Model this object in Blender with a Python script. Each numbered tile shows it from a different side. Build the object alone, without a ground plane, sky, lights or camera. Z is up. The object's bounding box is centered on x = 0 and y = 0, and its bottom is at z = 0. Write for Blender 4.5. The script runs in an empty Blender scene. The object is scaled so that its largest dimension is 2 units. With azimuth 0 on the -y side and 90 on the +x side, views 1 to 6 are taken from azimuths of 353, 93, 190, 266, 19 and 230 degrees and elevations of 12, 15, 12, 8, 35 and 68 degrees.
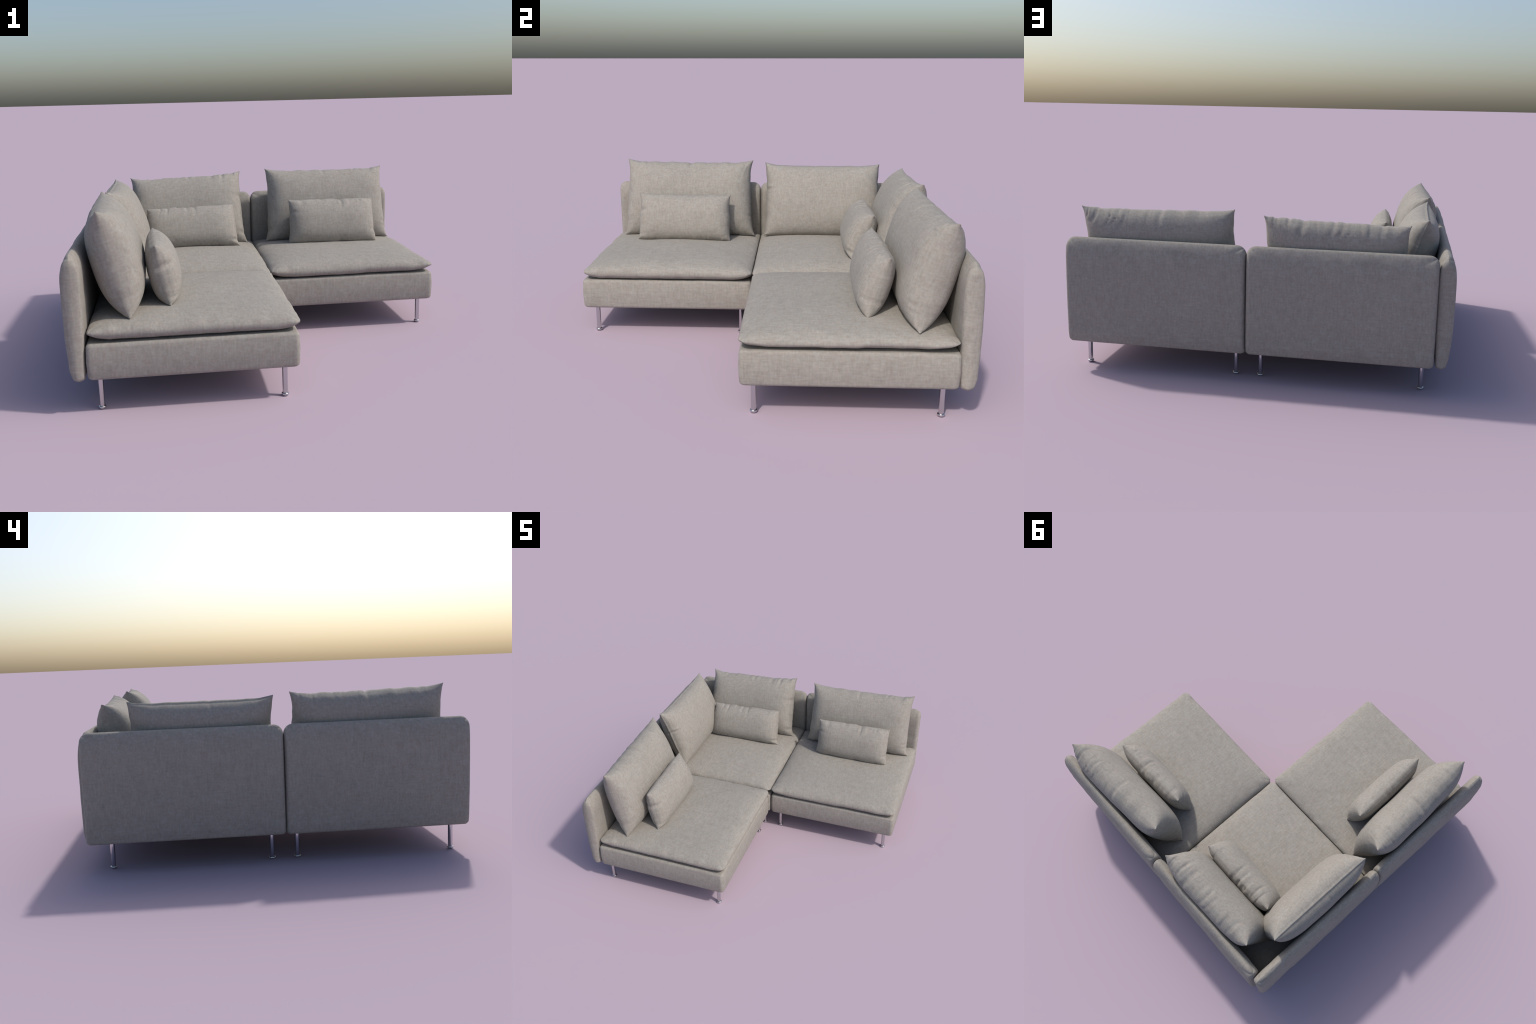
"""Three-module upholstered corner sofa: bases on chrome legs, padded back panels,
thin pillow-top seat cushions, four loose back cushions and three lumbar pillows."""
import bpy
import math
import numpy as np
from mathutils import Matrix, Vector

# ---------------------------------------------------------------- noise helpers
def _hash(ix, iy, seed):
    n = (ix * 374761393 + iy * 668265263 + seed * 982451653) & 0x7FFFFFFF
    n = ((n ^ (n >> 13)) * 1274126177) & 0x7FFFFFFF
    return ((n ^ (n >> 16)) & 0xFFFF) / 32767.5 - 1.0


def noise2(x, y, seed):
    """Smooth 2D value noise in -1..1 on numpy arrays."""
    x = np.asarray(x, float) + 100.0
    y = np.asarray(y, float) + 100.0
    ix, iy = np.floor(x).astype(np.int64), np.floor(y).astype(np.int64)
    fx, fy = x - ix, y - iy
    fx = fx * fx * fx * (fx * (fx * 6 - 15) + 10)
    fy = fy * fy * fy * (fy * (fy * 6 - 15) + 10)
    a, b = _hash(ix, iy, seed), _hash(ix + 1, iy, seed)
    c, d = _hash(ix, iy + 1, seed), _hash(ix + 1, iy + 1, seed)
    return (a + (b - a) * fx) * (1 - fy) + (c + (d - c) * fx) * fy


# ---------------------------------------------------------------- mesh helpers
def edge_dense(n, bias=0.8):
    """n+1 values in -1..1, denser towards both ends."""
    s = np.linspace(-1, 1, n + 1)
    return bias * np.sin(s * math.pi / 2) + (1 - bias) * s


def shell_mesh(name, front, back):
    """Closed mesh from two (nv, nu, 3) grids that share their border points."""
    nv, nu = front.shape[:2]
    verts = [tuple(p) for p in front.reshape(-1, 3)]
    fi = np.arange(nv * nu).reshape(nv, nu)
    bi = fi.copy()
    k = nv * nu
    for j in range(1, nv - 1):
        for i in range(1, nu - 1):
            bi[j, i] = k
            k += 1
            verts.append(tuple(back[j, i]))
    faces = []
    for j in range(nv - 1):
        for i in range(nu - 1):
            faces.append((fi[j, i], fi[j, i + 1], fi[j + 1, i + 1], fi[j + 1, i]))
            faces.append((bi[j, i], bi[j + 1, i], bi[j + 1, i + 1], bi[j, i + 1]))
    me = bpy.data.meshes.new(name)
    me.from_pydata(verts, [], [tuple(int(q) for q in f) for f in faces])
    me.update()
    for p in me.polygons:
        p.use_smooth = True
    return me


def add_object(name, mesh, material, parent, matrix):
    ob = bpy.data.objects.new(name, mesh)
    bpy.context.scene.collection.objects.link(ob)
    if material and not mesh.materials:
        mesh.materials.append(material)
    ob.parent = parent
    ob.matrix_world = matrix
    return ob


def frame(origin, ex, ey):
    ex = Vector(ex).normalized()
    ey = Vector(ey)
    ey = (ey - ex * ey.dot(ex)).normalized()
    ez = ex.cross(ey)
    m = Matrix.Identity(4)
    for i in range(3):
        m[i][0], m[i][1], m[i][2], m[i][3] = ex[i], ey[i], ez[i], origin[i]
    return m


# ---------------------------------------------------------------- materials
def fabric_material(name, tint=(1, 1, 1)):
    m = bpy.data.materials.new(name)
    m.use_nodes = True
    nt = m.node_tree
    N, L = nt.nodes, nt.links
    bsdf = N["Principled BSDF"]
    bsdf.inputs["Roughness"].default_value = 0.92
    bsdf.inputs["Specular IOR Level"].default_value = 0.18
    bsdf.inputs["Sheen Weight"].default_value = 0.06
    bsdf.inputs["Sheen Roughness"].default_value = 0.5
    tc = N.new("ShaderNodeTexCoord")

    def streak(scale, detail=2.0, loc=(0, 0, 0)):
        mp = N.new("ShaderNodeMapping")
        mp.inputs["Scale"].default_value = scale
        mp.inputs["Location"].default_value = loc
        L.new(tc.outputs["Object"], mp.inputs["Vector"])
        t = N.new("ShaderNodeTexNoise")
        t.inputs["Scale"].default_value = 1.0
        t.inputs["Detail"].default_value = detail
        t.inputs["Roughness"].default_value = 0.6
        L.new(mp.outputs["Vector"], t.inputs["Vector"])
        return t.outputs["Fac"]

    def math_node(op, a, b=None):
        n = N.new("ShaderNodeMath")
        n.operation = op
        for i, v in enumerate((a, b)):
            if v is None:
                continue
            if isinstance(v, (int, float)):
                n.inputs[i].default_value = v
            else:
                L.new(v, n.inputs[i])
        return n.outputs[0]

    # slubby threads running along each of the three local axes
    sx = streak((20, 105, 105), 2.0, (3, 1, 7))
    sy = streak((105, 20, 105), 2.0, (11, 5, 2))
    sz = streak((105, 105, 20), 2.0, (6, 9, 4))
    mott = streak((26, 26, 26), 3.0, (2, 8, 5))
    big = streak((7, 7, 7), 2.0, (12, 3, 9))
    threads = math_node("ADD", math_node("MULTIPLY", sx, 0.24), math_node("MULTIPLY", sy, 0.38))
    threads = math_node("ADD", threads, math_node("MULTIPLY", sz, 0.38))
    mix = math_node("ADD", math_node("MULTIPLY", threads, 0.78), math_node("MULTIPLY", mott, 0.14))
    mix = math_node("ADD", mix, math_node("MULTIPLY", big, 0.08))
    ramp = N.new("ShaderNodeValToRGB")
    L.new(mix, ramp.inputs["Fac"])
    cr = ramp.color_ramp
    cr.elements[0].position = 0.36
    cr.elements[1].position = 0.64
    cr.elements[0].color = (0.244 * tint[0], 0.2285 * tint[1], 0.203 * tint[2], 1)
    cr.elements[1].color = (0.348 * tint[0], 0.329 * tint[1], 0.296 * tint[2], 1)
    # faint warm and cool drift between yarn patches
    hue = streak((48, 48, 48), 1.0, (31, 17, 23))
    mixc = N.new("ShaderNodeMix")
    mixc.data_type = "RGBA"
    mixc.blend_type = "MULTIPLY"
    tintr = N.new("ShaderNodeValToRGB")
    tintr.color_ramp.elements[0].position = 0.35
    tintr.color_ramp.elements[1].position = 0.65
    tintr.color_ramp.elements[0].color = (0.985, 1.0, 1.0, 1)
    tintr.color_ramp.elements[1].color = (1.0, 0.965, 0.950, 1)
    L.new(hue, tintr.inputs["Fac"])
    mixc.inputs["Factor"].default_value = 1.0
    L.new(ramp.outputs["Color"], mixc.inputs["A"])
    L.new(tintr.outputs["Color"], mixc.inputs["B"])
    L.new(mixc.outputs["Result"], bsdf.inputs["Base Color"])
    bump = N.new("ShaderNodeBump")
    bump.inputs["Strength"].default_value = 0.15
    bump.inputs["Distance"].default_value = 0.003
    L.new(threads, bump.inputs["Height"])
    L.new(bump.outputs["Normal"], bsdf.inputs["Normal"])
    return m


def chrome_material():
    m = bpy.data.materials.new("polished_chrome")
    m.use_nodes = True
    nt = m.node_tree
    b = nt.nodes["Principled BSDF"]
    b.inputs["Base Color"].default_value = (0.60, 0.60, 0.61, 1)
    b.inputs["Metallic"].default_value = 1.0
    t = nt.nodes.new("ShaderNodeTexNoise")
    t.inputs["Scale"].default_value = 60
    mr = nt.nodes.new("ShaderNodeMapRange")
    mr.inputs["To Min"].default_value = 0.06
    mr.inputs["To Max"].default_value = 0.14
    nt.links.new(t.outputs["Fac"], mr.inputs["Value"])
    nt.links.new(mr.outputs["Result"], b.inputs["Roughness"])
    return m


FABRIC = fabric_material("linen_weave")
CHROME = chrome_material()

# ---------------------------------------------------------------- sofa root
sofa = bpy.data.objects.new("sectional_sofa", None)
bpy.context.scene.collection.objects.link(sofa)
sofa["label"] = "L-shaped greige fabric sectional sofa on slim chrome legs"
sofa["category"] = "sofa"


# ---------------------------------------------------------------- slab builder
def rounded_outline(U, V, w, h, r_lo, r_hi):
    """Map the square grid (U, V) onto a w x h rectangle with rounded corners."""
    m = np.maximum(np.abs(U), np.abs(V))
    mm = np.where(m < 1e-9, 1.0, m)
    bx, by = U / mm * w / 2, V / mm * h / 2
    r = np.where(by > 0, r_hi, r_lo)
    cx = np.clip(bx, -w / 2 + r, w / 2 - r)
    cy = np.clip(by, -h / 2 + r, h / 2 - r)
    dx, dy = bx - cx, by - cy
    dl = np.hypot(dx, dy)
    k = np.where(dl > 1e-9, r / np.where(dl > 1e-9, dl, 1), 0)
    corner = (np.abs(dx) > 1e-9) & (np.abs(dy) > 1e-9)
    px = np.where(corner, cx + dx * k, bx)
    py = np.where(corner, cy + dy * k, by)
    k = m ** 8          # the corner rounding fades out towards the middle
    return U * w / 2 + (px - bx) * k, V * h / 2 + (py - by) * k, (1 - m) * np.minimum(w, h) / 2


def quarter_round(d, r):
    """0 at the rim, 1 at distance r and beyond, circular in between."""
    t = np.clip(d / r, 0, 1)
    return np.sqrt(np.clip(1 - (1 - t) ** 2, 0, 1))


def box_round(d, r, p=2.7):
    """Like quarter_round but fuller, for boxier upholstered edges."""
    t = np.clip(d / r, 0, 1)
    return np.clip(1 - (1 - t) ** p, 0, 1) ** (1 / p)


# ---------------------------------------------------------------- seat base
def make_base(x0, x1, y0, y1, seed, z0=0.152, z1=0.316):
    w, h = x1 - x0, y1 - y0
    u, v = edge_dense(96, 0.93), edge_dense(96, 0.93)
    U, V = np.meshgrid(u, v)
    X, Y, D = rounded_outline(U, V, w, h, 0.022, 0.022)
    half = (z1 - z0) / 2
    # box section: flat top and bottom, vertical sides, soft edge radius
    r = 0.016
    dim = 0.004 * noise2(X * 9, Y * 9, seed) * np.clip(D / 0.05, 0, 1)
    q = quarter_round(D, r)
    side = 0.72 + 0.28 * q          # the rim itself stands as a side wall
    wall = np.where(D < 1e-6, 0.0, side)
    top = half * wall + dim * 0.5
    F = np.stack([X, Y, top], -1)
    B = np.stack([X, Y, -half * wall], -1)
    # pull the rim outward a touch at mid height (stuffed sides)
    s = 1 + 0.004 * (D < 1e-6) / max(w, h)
    F[..., 0] *= s
    F[..., 1] *= s
    # side waviness
    me = shell_mesh("seat_base", F, B)
    add_object("seat_base", me, FABRIC, sofa, Matrix.Translation(((x0 + x1) / 2, (y0 + y1) / 2, (z0 + z1) / 2)))


# ---------------------------------------------------------------- back panel
def make_backrest(centre, width_axis, width, seed, mids, halves, z0=0.148, z1=0.711):
    """Upright padded panel, thickest low down and leaning to a slim rounded top.
    Local x = width, y = up, z = towards the seat."""
    h = z1 - z0
    u, v = edge_dense(120, 0.92), edge_dense(100, 0.92)
    U, V = np.meshgrid(u, v)
    X, Y, D = rounded_outline(U, V, width, h, 0.020, 0.050)
    Z = Y + (z0 + z1) / 2
    zs = [0.150, 0.20, 0.35, 0.50, 0.60, 0.66, 0.716]      # heights of the section stations
    mid = -np.interp(Z, zs, mids)
    half = np.interp(Z, zs, halves)
    q = (box_round(D, 0.008) * box_round((1 - np.abs(U)) * width / 2, 0.034)
         * quarter_round((1 - V) * h / 2, 0.125) * box_round((1 + V) * h / 2, 0.016))
    wob = 0.002 * noise2(X * 7, Y * 7, seed) + 0.0012 * noise2(X * 22, Y * 22, seed + 1)
    wob = wob * np.clip(D / 0.02, 0, 1)
    bulge = 0.003 * (1 - U ** 2) * (1 - V ** 2)
    F = np.stack([X, Y, mid + half * q + bulge + wob], -1)
    B = np.stack([X, Y, mid - half * q - bulge - wob], -1)
    me = shell_mesh("backrest", F, B)
    add_object("backrest", me, FABRIC, sofa, frame(centre, width_axis, (0, 0, 1)))


# ---------------------------------------------------------------- pillows
def make_pillow(name, parent, corners, t_front, t_back, seed, pu=7.0, pv=2.5,
                sag=(0.02, 0.02, 0.02, 0.005), wrinkle=0.012, tucks=(), low=0.12,
                expo=0.48, lump=0.004, grid=(130, 90), lip=0.002):
    """Stuffed pillow through 4 corners (top-left, top-right, bottom-left,
    bottom-right as seen from its front). sag = inward bow of the left, right,
    top and bottom seams. tucks = (edge, position -1..1, depth, width, reach)."""
    tl, tr, bl, br = [Vector(c) for c in corners]
    c = (tl + tr + bl + br) / 4
    m = frame(c, (tr + br) - (tl + bl), (tl + tr) - (bl + br))
    inv = m.inverted()
    q = [np.array(inv @ p) for p in (tl, tr, bl, br)]
    u, v = edge_dense(grid[0]), edge_dense(grid[1])
    U, V = np.meshgrid(u, v)
    a, b = (U + 1) / 2, (V + 1) / 2
    P = (q[0] * ((1 - a) * b)[..., None] + q[1] * (a * b)[..., None]
         + q[2] * ((1 - a) * (1 - b))[..., None] + q[3] * (a * (1 - b))[..., None])
    W = (q[1][0] - q[0][0] + q[3][0] - q[2][0]) / 2
    H = (q[0][1] - q[2][1] + q[1][1] - q[3][1]) / 2
    cu, cv = (1 - np.abs(U) ** 7), (1 - np.abs(V) ** 5)
    sl, sr, st, sb = sag
    P[..., 0] += np.where(U < 0, sl, -sr) * cv * np.abs(U) ** 2
    P[..., 1] += np.where(V > 0, -st, sb) * cu * np.abs(V) ** 2
    # stuffing height, fullest a little below the middle
    Vs = V + low * (1 - V ** 2)
    Vs = np.clip(Vs, -1, 1)
    body = (np.clip(1 - np.abs(U) ** pu, 0, 1) * np.clip(1 - np.abs(Vs) ** pv, 0, 1)) ** expo
    # distance to each seam in metres
    dl, dr = (1 + U) * W / 2, (1 - U) * W / 2
    dt, db = (1 - V) * H / 2, (1 + V) * H / 2
    sx, sy = U * W / 2, V * H / 2
    rimd = np.minimum(np.minimum(dl, dr), np.minimum(dt, db))
    out = []
    pull_x = np.zeros_like(U)
    pull_y = np.zeros_like(U)
    for side, t in ((1, t_front), (-1, t_back)):
        sd = seed * 7 + (3 if side > 0 else 0)
        h = t * body
        wr = np.zeros_like(U)
        for k, (d, along) in enumerate(((dl, sy), (dr, sy), (dt, sx), (db, sx))):
            reach = 0.030 + 0.018 * noise2(along * 9, d * 0, sd + 40 + k)
            f = np.clip(d / 0.006, 0, 1) * np.exp(-d / reach)
            amp = np.clip(0.28 + 0.8 * noise2(along * 5, d * 0, sd + 50 + k), 0.08, 1)
            n = noise2(along * 26 + 3.2 * noise2(along * 5, d * 9, sd + 7), d * 7, sd + 10 + k)
            n2 = noise2(along * 70, d * 10, sd + 20 + k)
            crease = np.exp(-(n / 0.13) ** 2) * np.clip(1.6 * noise2(along * 7, d * 0, sd + 60 + k), 0, 1)
            crease = crease * (0.4 if k < 2 else 1.0)
            amp = amp * (0.45 if k < 2 else 1.0)
            one = amp * (n + 0.35 * n2) - 1.1 * crease
            wr += f * one
            inward = -0.28 * wrinkle * np.minimum(one, 0.4) * np.exp(-d / 0.025)
            if k < 2:
                pull_x += inward * (1 if k == 0 else -1) * cv
            else:
                pull_y += inward * (-1 if k == 2 else 1) * cu
        h = h + wrinkle * wr * np.clip(body * 2.2, 0, 1)
        h = h + lump * noise2(sx * 6.5, sy * 6.5, sd + 30) * np.clip(body, 0, 1)
        for edge, pos, depth, width, reach in tucks:
            d, along, half = {"l": (dl, sy, H / 2), "r": (dr, sy, H / 2),
                              "t": (dt, sx, W / 2), "b": (db, sx, W / 2)}[edge]
            jit = noise2(pos * 9 + sd, depth * 900, 77)
            g = along - pos * half - 0.016 * float(jit) - 0.12 * d * noise2(d * 20, along * 0, sd + 9)
            depth = depth * (0.5 + 0.35 * float(noise2(pos * 13 + sd, 4.0, 78)))
            prof = np.exp(-(g / width) ** 2) - 0.45 * np.exp(-((g - 2.0 * width) / (1.1 * width)) ** 2) \
                - 0.35 * np.exp(-((g + 2.0 * width) / (1.1 * width)) ** 2)
            fall = np.exp(-(d / (0.7 * reach)) ** 1.5)
            h = h - depth * prof * fall * np.clip(body * 3.0, 0, 1)
            if side > 0:
                s = 0.45 * depth * np.exp(-(g / (1.3 * width)) ** 2) * np.exp(-d / 0.03)
                if edge in "lr":
                    pull_x += s * (1 if edge == "l" else -1)
                else:
                    pull_y += s * (-1 if edge == "t" else 1)
        ear = 0.009 * np.clip((np.abs(U) ** 3 * np.abs(V) ** 2 - 0.55) / 0.3, 0, 1) * np.clip(rimd / 0.004, 0, 1) ** 0.5
        h = np.maximum(h, ear)
        h = np.maximum(h, 0.0015 * np.clip(np.minimum(np.minimum(dl, dr), np.minimum(dt, db)) / 0.002, 0, 1))
        if lip > 0.004:                                          # flat sewn seam allowance
            h = np.where(rimd < 0.0017, np.minimum(h, 0.0042), h)
        else:
            h = h - 0.0022 * np.exp(-((rimd - 0.004) / 0.003) ** 2) * np.clip(body * 4, 0, 1)
        out.append(h)
    # seam line wander + a small sewn lip standing proud of the body
    rim = np.maximum(np.abs(U), np.abs(V)) > 1 - 1e-9
    pull_x += 0.003 * noise2(sy * 17, sx * 0, seed + 3) * np.abs(U) ** 6 * np.sign(U) * cv
    pull_y += 0.003 * noise2(sx * 17, sy * 0, seed + 5) * np.abs(V) ** 6 * np.sign(V) * cu
    P[..., 0] += pull_x + np.where(rim & (np.abs(U) > 0.9999), lip * np.sign(U), 0)
    P[..., 1] += pull_y + np.where(rim & (np.abs(V) > 0.9999), lip * np.sign(V), 0)
    F, B = P.copy(), P.copy()
    F[..., 2] += np.where(rim, 0, out[0])
    B[..., 2] -= np.where(rim, 0, out[1])
    me = shell_mesh(name, F, B)
    return add_object(name, me, FABRIC, parent, m)


# ---------------------------------------------------------------- seat cushion
def make_seat(x0, x1, y0, y1, seed, crown_h=0.036, peak=(0, 0), roll=(10, 10, 10, 10), zr=0.354):
    """Thin pillow-top pad. peak shifts the highest point (-1..1); roll gives how
    squarely the left, right, front and back rims turn over (low = soft)."""
    w, h = x1 - x0, y1 - y0
    u, v = edge_dense(130, 0.85), edge_dense(130, 0.85)
    U, V = np.meshgrid(u, v)
    X, Y, D = rounded_outline(U, V, w, h, 0.034, 0.034)
    ax, ay = np.abs(U), np.abs(V)
    box = (np.clip(1 - ax ** np.where(U < 0, roll[0], roll[1]), 0, 1)
           * np.clip(1 - ay ** np.where(V < 0, roll[2], roll[3]), 0, 1)) ** 0.5
    cu, cv = U - peak[0] * (1 - U ** 2), V - peak[1] * (1 - V ** 2)
    crown = (1 - np.abs(cu) ** 2.6) * (1 - np.abs(cv) ** 2.6)
    along = np.where(ax > ay, Y, X)
    rip = np.exp(-D / 0.05) * np.clip(D / 0.008, 0, 1)
    n = noise2(along * 17 + noise2(along * 5, D * 9, seed + 3), D * 6, seed + 1)
    crease = np.exp(-(n / 0.16) ** 2) * np.clip(noise2(along * 6, D * 0, seed + 8), 0, 1)
    rip = rip * np.clip(np.abs(ax - ay) * 6, 0, 1) * (0.004 * n + 0.0015 * noise2(along * 45, D * 14, seed + 2) - 0.005 * crease)
    lump = (0.004 * noise2(X * 3.5, Y * 3.5, seed) + 0.0012 * noise2(X * 11, Y * 11, seed + 4)) * crown
    top = 0.040 * box + crown_h * crown + rip + lump
    bot = 0.040 * box + 0.5 * rip
    zz = zr + 0.004 * noise2(along * 8, D * 0, seed + 6) * np.exp(-D / 0.03) * np.clip(np.abs(ax - ay) * 6, 0, 1)
    zz = zz + 0.006 * np.clip((ax * ay - 0.75) / 0.25, 0, 1)
    rim = D < 1e-6
    shrink = 1 - 0.003 * crease * np.exp(-D / 0.01) * np.clip(np.abs(ax - ay) * 6, 0, 1)
    F = np.stack([X * shrink, Y * shrink, zz + np.where(rim, 0, top)], -1)
    B = np.stack([X * shrink, Y * shrink, zz - np.where(rim, 0, bot)], -1)
    me = shell_mesh("seat_cushion", F, B)
    add_object("seat_cushion", me, FABRIC, sofa, Matrix.Translation(((x0 + x1) / 2, (y0 + y1) / 2, 0)))


# ---------------------------------------------------------------- legs
def lathe(name, profile, n=32):
    verts, faces = [], []
    for r, z in profile:
        for k in range(n):
            a = 2 * math.pi * k / n
            verts.append((r * math.cos(a), r * math.sin(a), z))
    for j in range(len(profile) - 1):
        for k in range(n):
            k2 = (k + 1) % n
            faces.append((j * n + k, j * n + k2, (j + 1) * n + k2, (j + 1) * n + k))
    faces.append(tuple(range(n))[::-1])
    faces.append(tuple((len(profile) - 1) * n + k for k in range(n)))
    me = bpy.data.meshes.new(name)
    me.from_pydata(verts, [], faces)
    me.update()
    for p in me.polygons:
        p.use_smooth = len(p.vertices) == 4
    return me


LEG_MESH = lathe("leg", [(0.0118, 0.011), (0.0122, 0.013), (0.0122, 0.162), (0.0118, 0.164)])
FOOT_MESH = lathe("foot", [(0.0120, 0.0), (0.0150, 0.001), (0.0164, 0.004), (0.0171, 0.007),
                           (0.0166, 0.0100), (0.0150, 0.0122), (0.0110, 0.0130)])


def make_leg(x, y):
    leg = add_object("leg", LEG_MESH, CHROME, sofa, Matrix.Translation((x, y, 0)))
    add_object("foot", FOOT_MESH, CHROME, leg, Matrix.Translation((x, y, 0)))


# ================================================================ the three modules
# corner module, right-hand module (x > 0), front module (y < 0)
make_base(-0.906, 0.036, -0.036, 0.912, 1)
make_base(0.042, 0.996, -0.032, 0.912, 2)
make_base(-0.906, 0.032, -0.990, -0.042, 3)

make_seat(-0.900, 0.037, -0.037, 0.905, 11, crown_h=0.038, peak=(0.2, -0.25), roll=(12, 14, 14, 10))
make_seat(0.040, 0.998, -0.034, 0.905, 12, crown_h=0.030, peak=(-0.2, -0.28), roll=(12, 8, 13, 8))
make_seat(-0.900, 0.038, -0.982, -0.040, 13, crown_h=0.031, peak=(0.32, -0.12), roll=(9, 14, 13, 13))

# back panels: wall along +y (facing -y), wall along -x (facing +x)
# (distance of the panel's mid plane from the sofa centre, half thickness) bottom to top
REAR = ((0.943, 0.948, 0.948, 0.945, 0.943, 0.942, 0.942), (0.030, 0.037, 0.041, 0.043, 0.043, 0.043, 0.042))
SIDE = ((0.942, 0.947, 0.950, 0.951, 0.950, 0.949, 0.948), (0.026, 0.033, 0.041, 0.043, 0.043, 0.043, 0.042))
make_backrest(((-0.910 + 0.037) / 2, 0, 0.4295), (1, 0, 0), 0.947, 21, *REAR)
make_backrest(((0.037 + 0.998) / 2, 0, 0.4295), (1, 0, 0), 0.961, 22, *REAR)
make_backrest((0, (-0.040 + 0.966) / 2, 0.4295), (0, 1, 0), 1.006, 23, *SIDE)
make_backrest((0, (-0.992 - 0.040) / 2, 0.4295), (0, 1, 0), 0.952, 24, *SIDE)

for lx, ly in ((-0.855, 0.851), (-0.853, 0.028), (-0.024, 0.851), (-0.024, 0.028),
               (0.928, 0.851), (0.108, 0.851), (0.927, 0.028), (0.106, 0.030),
               (-0.031, -0.926), (-0.856, -0.926), (-0.852, -0.105), (-0.030, -0.105)):
    make_leg(lx, ly)

# ---------------------------------------------------------------- back cushions
# corners: top-left, top-right, bottom-left, bottom-right seen from the seat
make_pillow("back_cushion", sofa,
            ((0.128, 0.826, 0.871), (0.939, 0.872, 0.863), (0.112, 0.711, 0.401), (0.953, 0.734, 0.392)),
            0.116, 0.114, 31, low=0.03, sag=(0.016, 0.020, 0.018, 0.0),
            tucks=(("t", -0.05, 0.016, 0.010, 0.06), ("t", 0.35, 0.008, 0.014, 0.05),
                   ("r", -0.55, 0.012, 0.010, 0.05), ("l", -0.7, 0.008, 0.012, 0.05)))
make_pillow("back_cushion", sofa,
            ((-0.767, 0.867, 0.836), (-0.038, 0.885, 0.856), (-0.790, 0.705, 0.405), (-0.013, 0.715, 0.397)),
            0.114, 0.108, 32, low=0.06, sag=(0.022, 0.018, 0.018, 0.0), wrinkle=0.017,
            tucks=(("t", 0.45, 0.014, 0.014, 0.06), ("t", 0.05, 0.012, 0.012, 0.06),
                   ("r", 0.3, 0.010, 0.012, 0.05), ("r", -0.7, 0.012, 0.012, 0.05)))
make_pillow("back_cushion", sofa,
            ((-0.860, -0.001, 0.850), (-0.855, 0.728, 0.845), (-0.690, -0.002, 0.412), (-0.700, 0.745, 0.405)),
            0.109, 0.118, 33, low=-0.06, pu=4.6, lip=0.0042, sag=(0.010, 0.012, 0.016, 0.0), wrinkle=0.006,
            tucks=(("l", 0.30, 0.022, 0.008, 0.05), ("t", -0.1, 0.010, 0.010, 0.05)))
make_pillow("back_cushion", sofa,
            ((-0.832, -0.896, 0.876), (-0.874, -0.087, 0.866), (-0.712, -0.911, 0.402), (-0.731, -0.072, 0.399)),
            0.118, 0.112, 34, low=0.01, pu=5.8, sag=(0.012, 0.020, 0.018, 0.0),
            tucks=(("t", 0.0, 0.014, 0.010, 0.06), ("r", -0.5, 0.012, 0.010, 0.05),
                   ("l", -0.6, 0.008, 0.012, 0.05)))

# ---------------------------------------------------------------- lumbar pillows
LUMBAR = (
    (((0.249, 0.587, 0.684), (0.806, 0.616, 0.678), (0.239, 0.534, 0.408), (0.816, 0.528, 0.404)), 41,
     (("t", 0.22, 0.012, 0.008, 0.05), ("l", 0.45, 0.014, 0.010, 0.05), ("r", -0.5, 0.010, 0.010, 0.05))),
    (((-0.662, 0.619, 0.658), (-0.111, 0.633, 0.669), (-0.685, 0.530, 0.408), (-0.084, 0.521, 0.418)), 42,
     (("t", -0.1, 0.016, 0.008, 0.06), ("t", 0.12, 0.014, 0.009, 0.06), ("r", -0.72, 0.012, 0.010, 0.05),
      ("t", 0.7, 0.008, 0.012, 0.05))),
    (((-0.592, -0.775, 0.692), (-0.615, -0.215, 0.680), (-0.533, -0.788, 0.415), (-0.530, -0.212, 0.410)), 43,
     (("t", 0.15, 0.010, 0.010, 0.05), ("l", 0.35, 0.012, 0.010, 0.05), ("l", -0.8, 0.010, 0.010, 0.04))),
)
for corners, seed, tucks in LUMBAR:
    p = make_pillow("lumbar_pillow", None, corners, 0.092 if seed == 42 else 0.080, 0.074, seed,
                    pu=5.5, pv=2.5, sag=(0.006, 0.006, 0.001, -0.003), wrinkle=0.014 if seed == 42 else 0.009, tucks=tucks,
                    low=0.10, lump=0.003, grid=(110, 70))
    p["label"] = "small oblong greige linen lumbar pillow with pinched corners"
    p["category"] = "pillow"
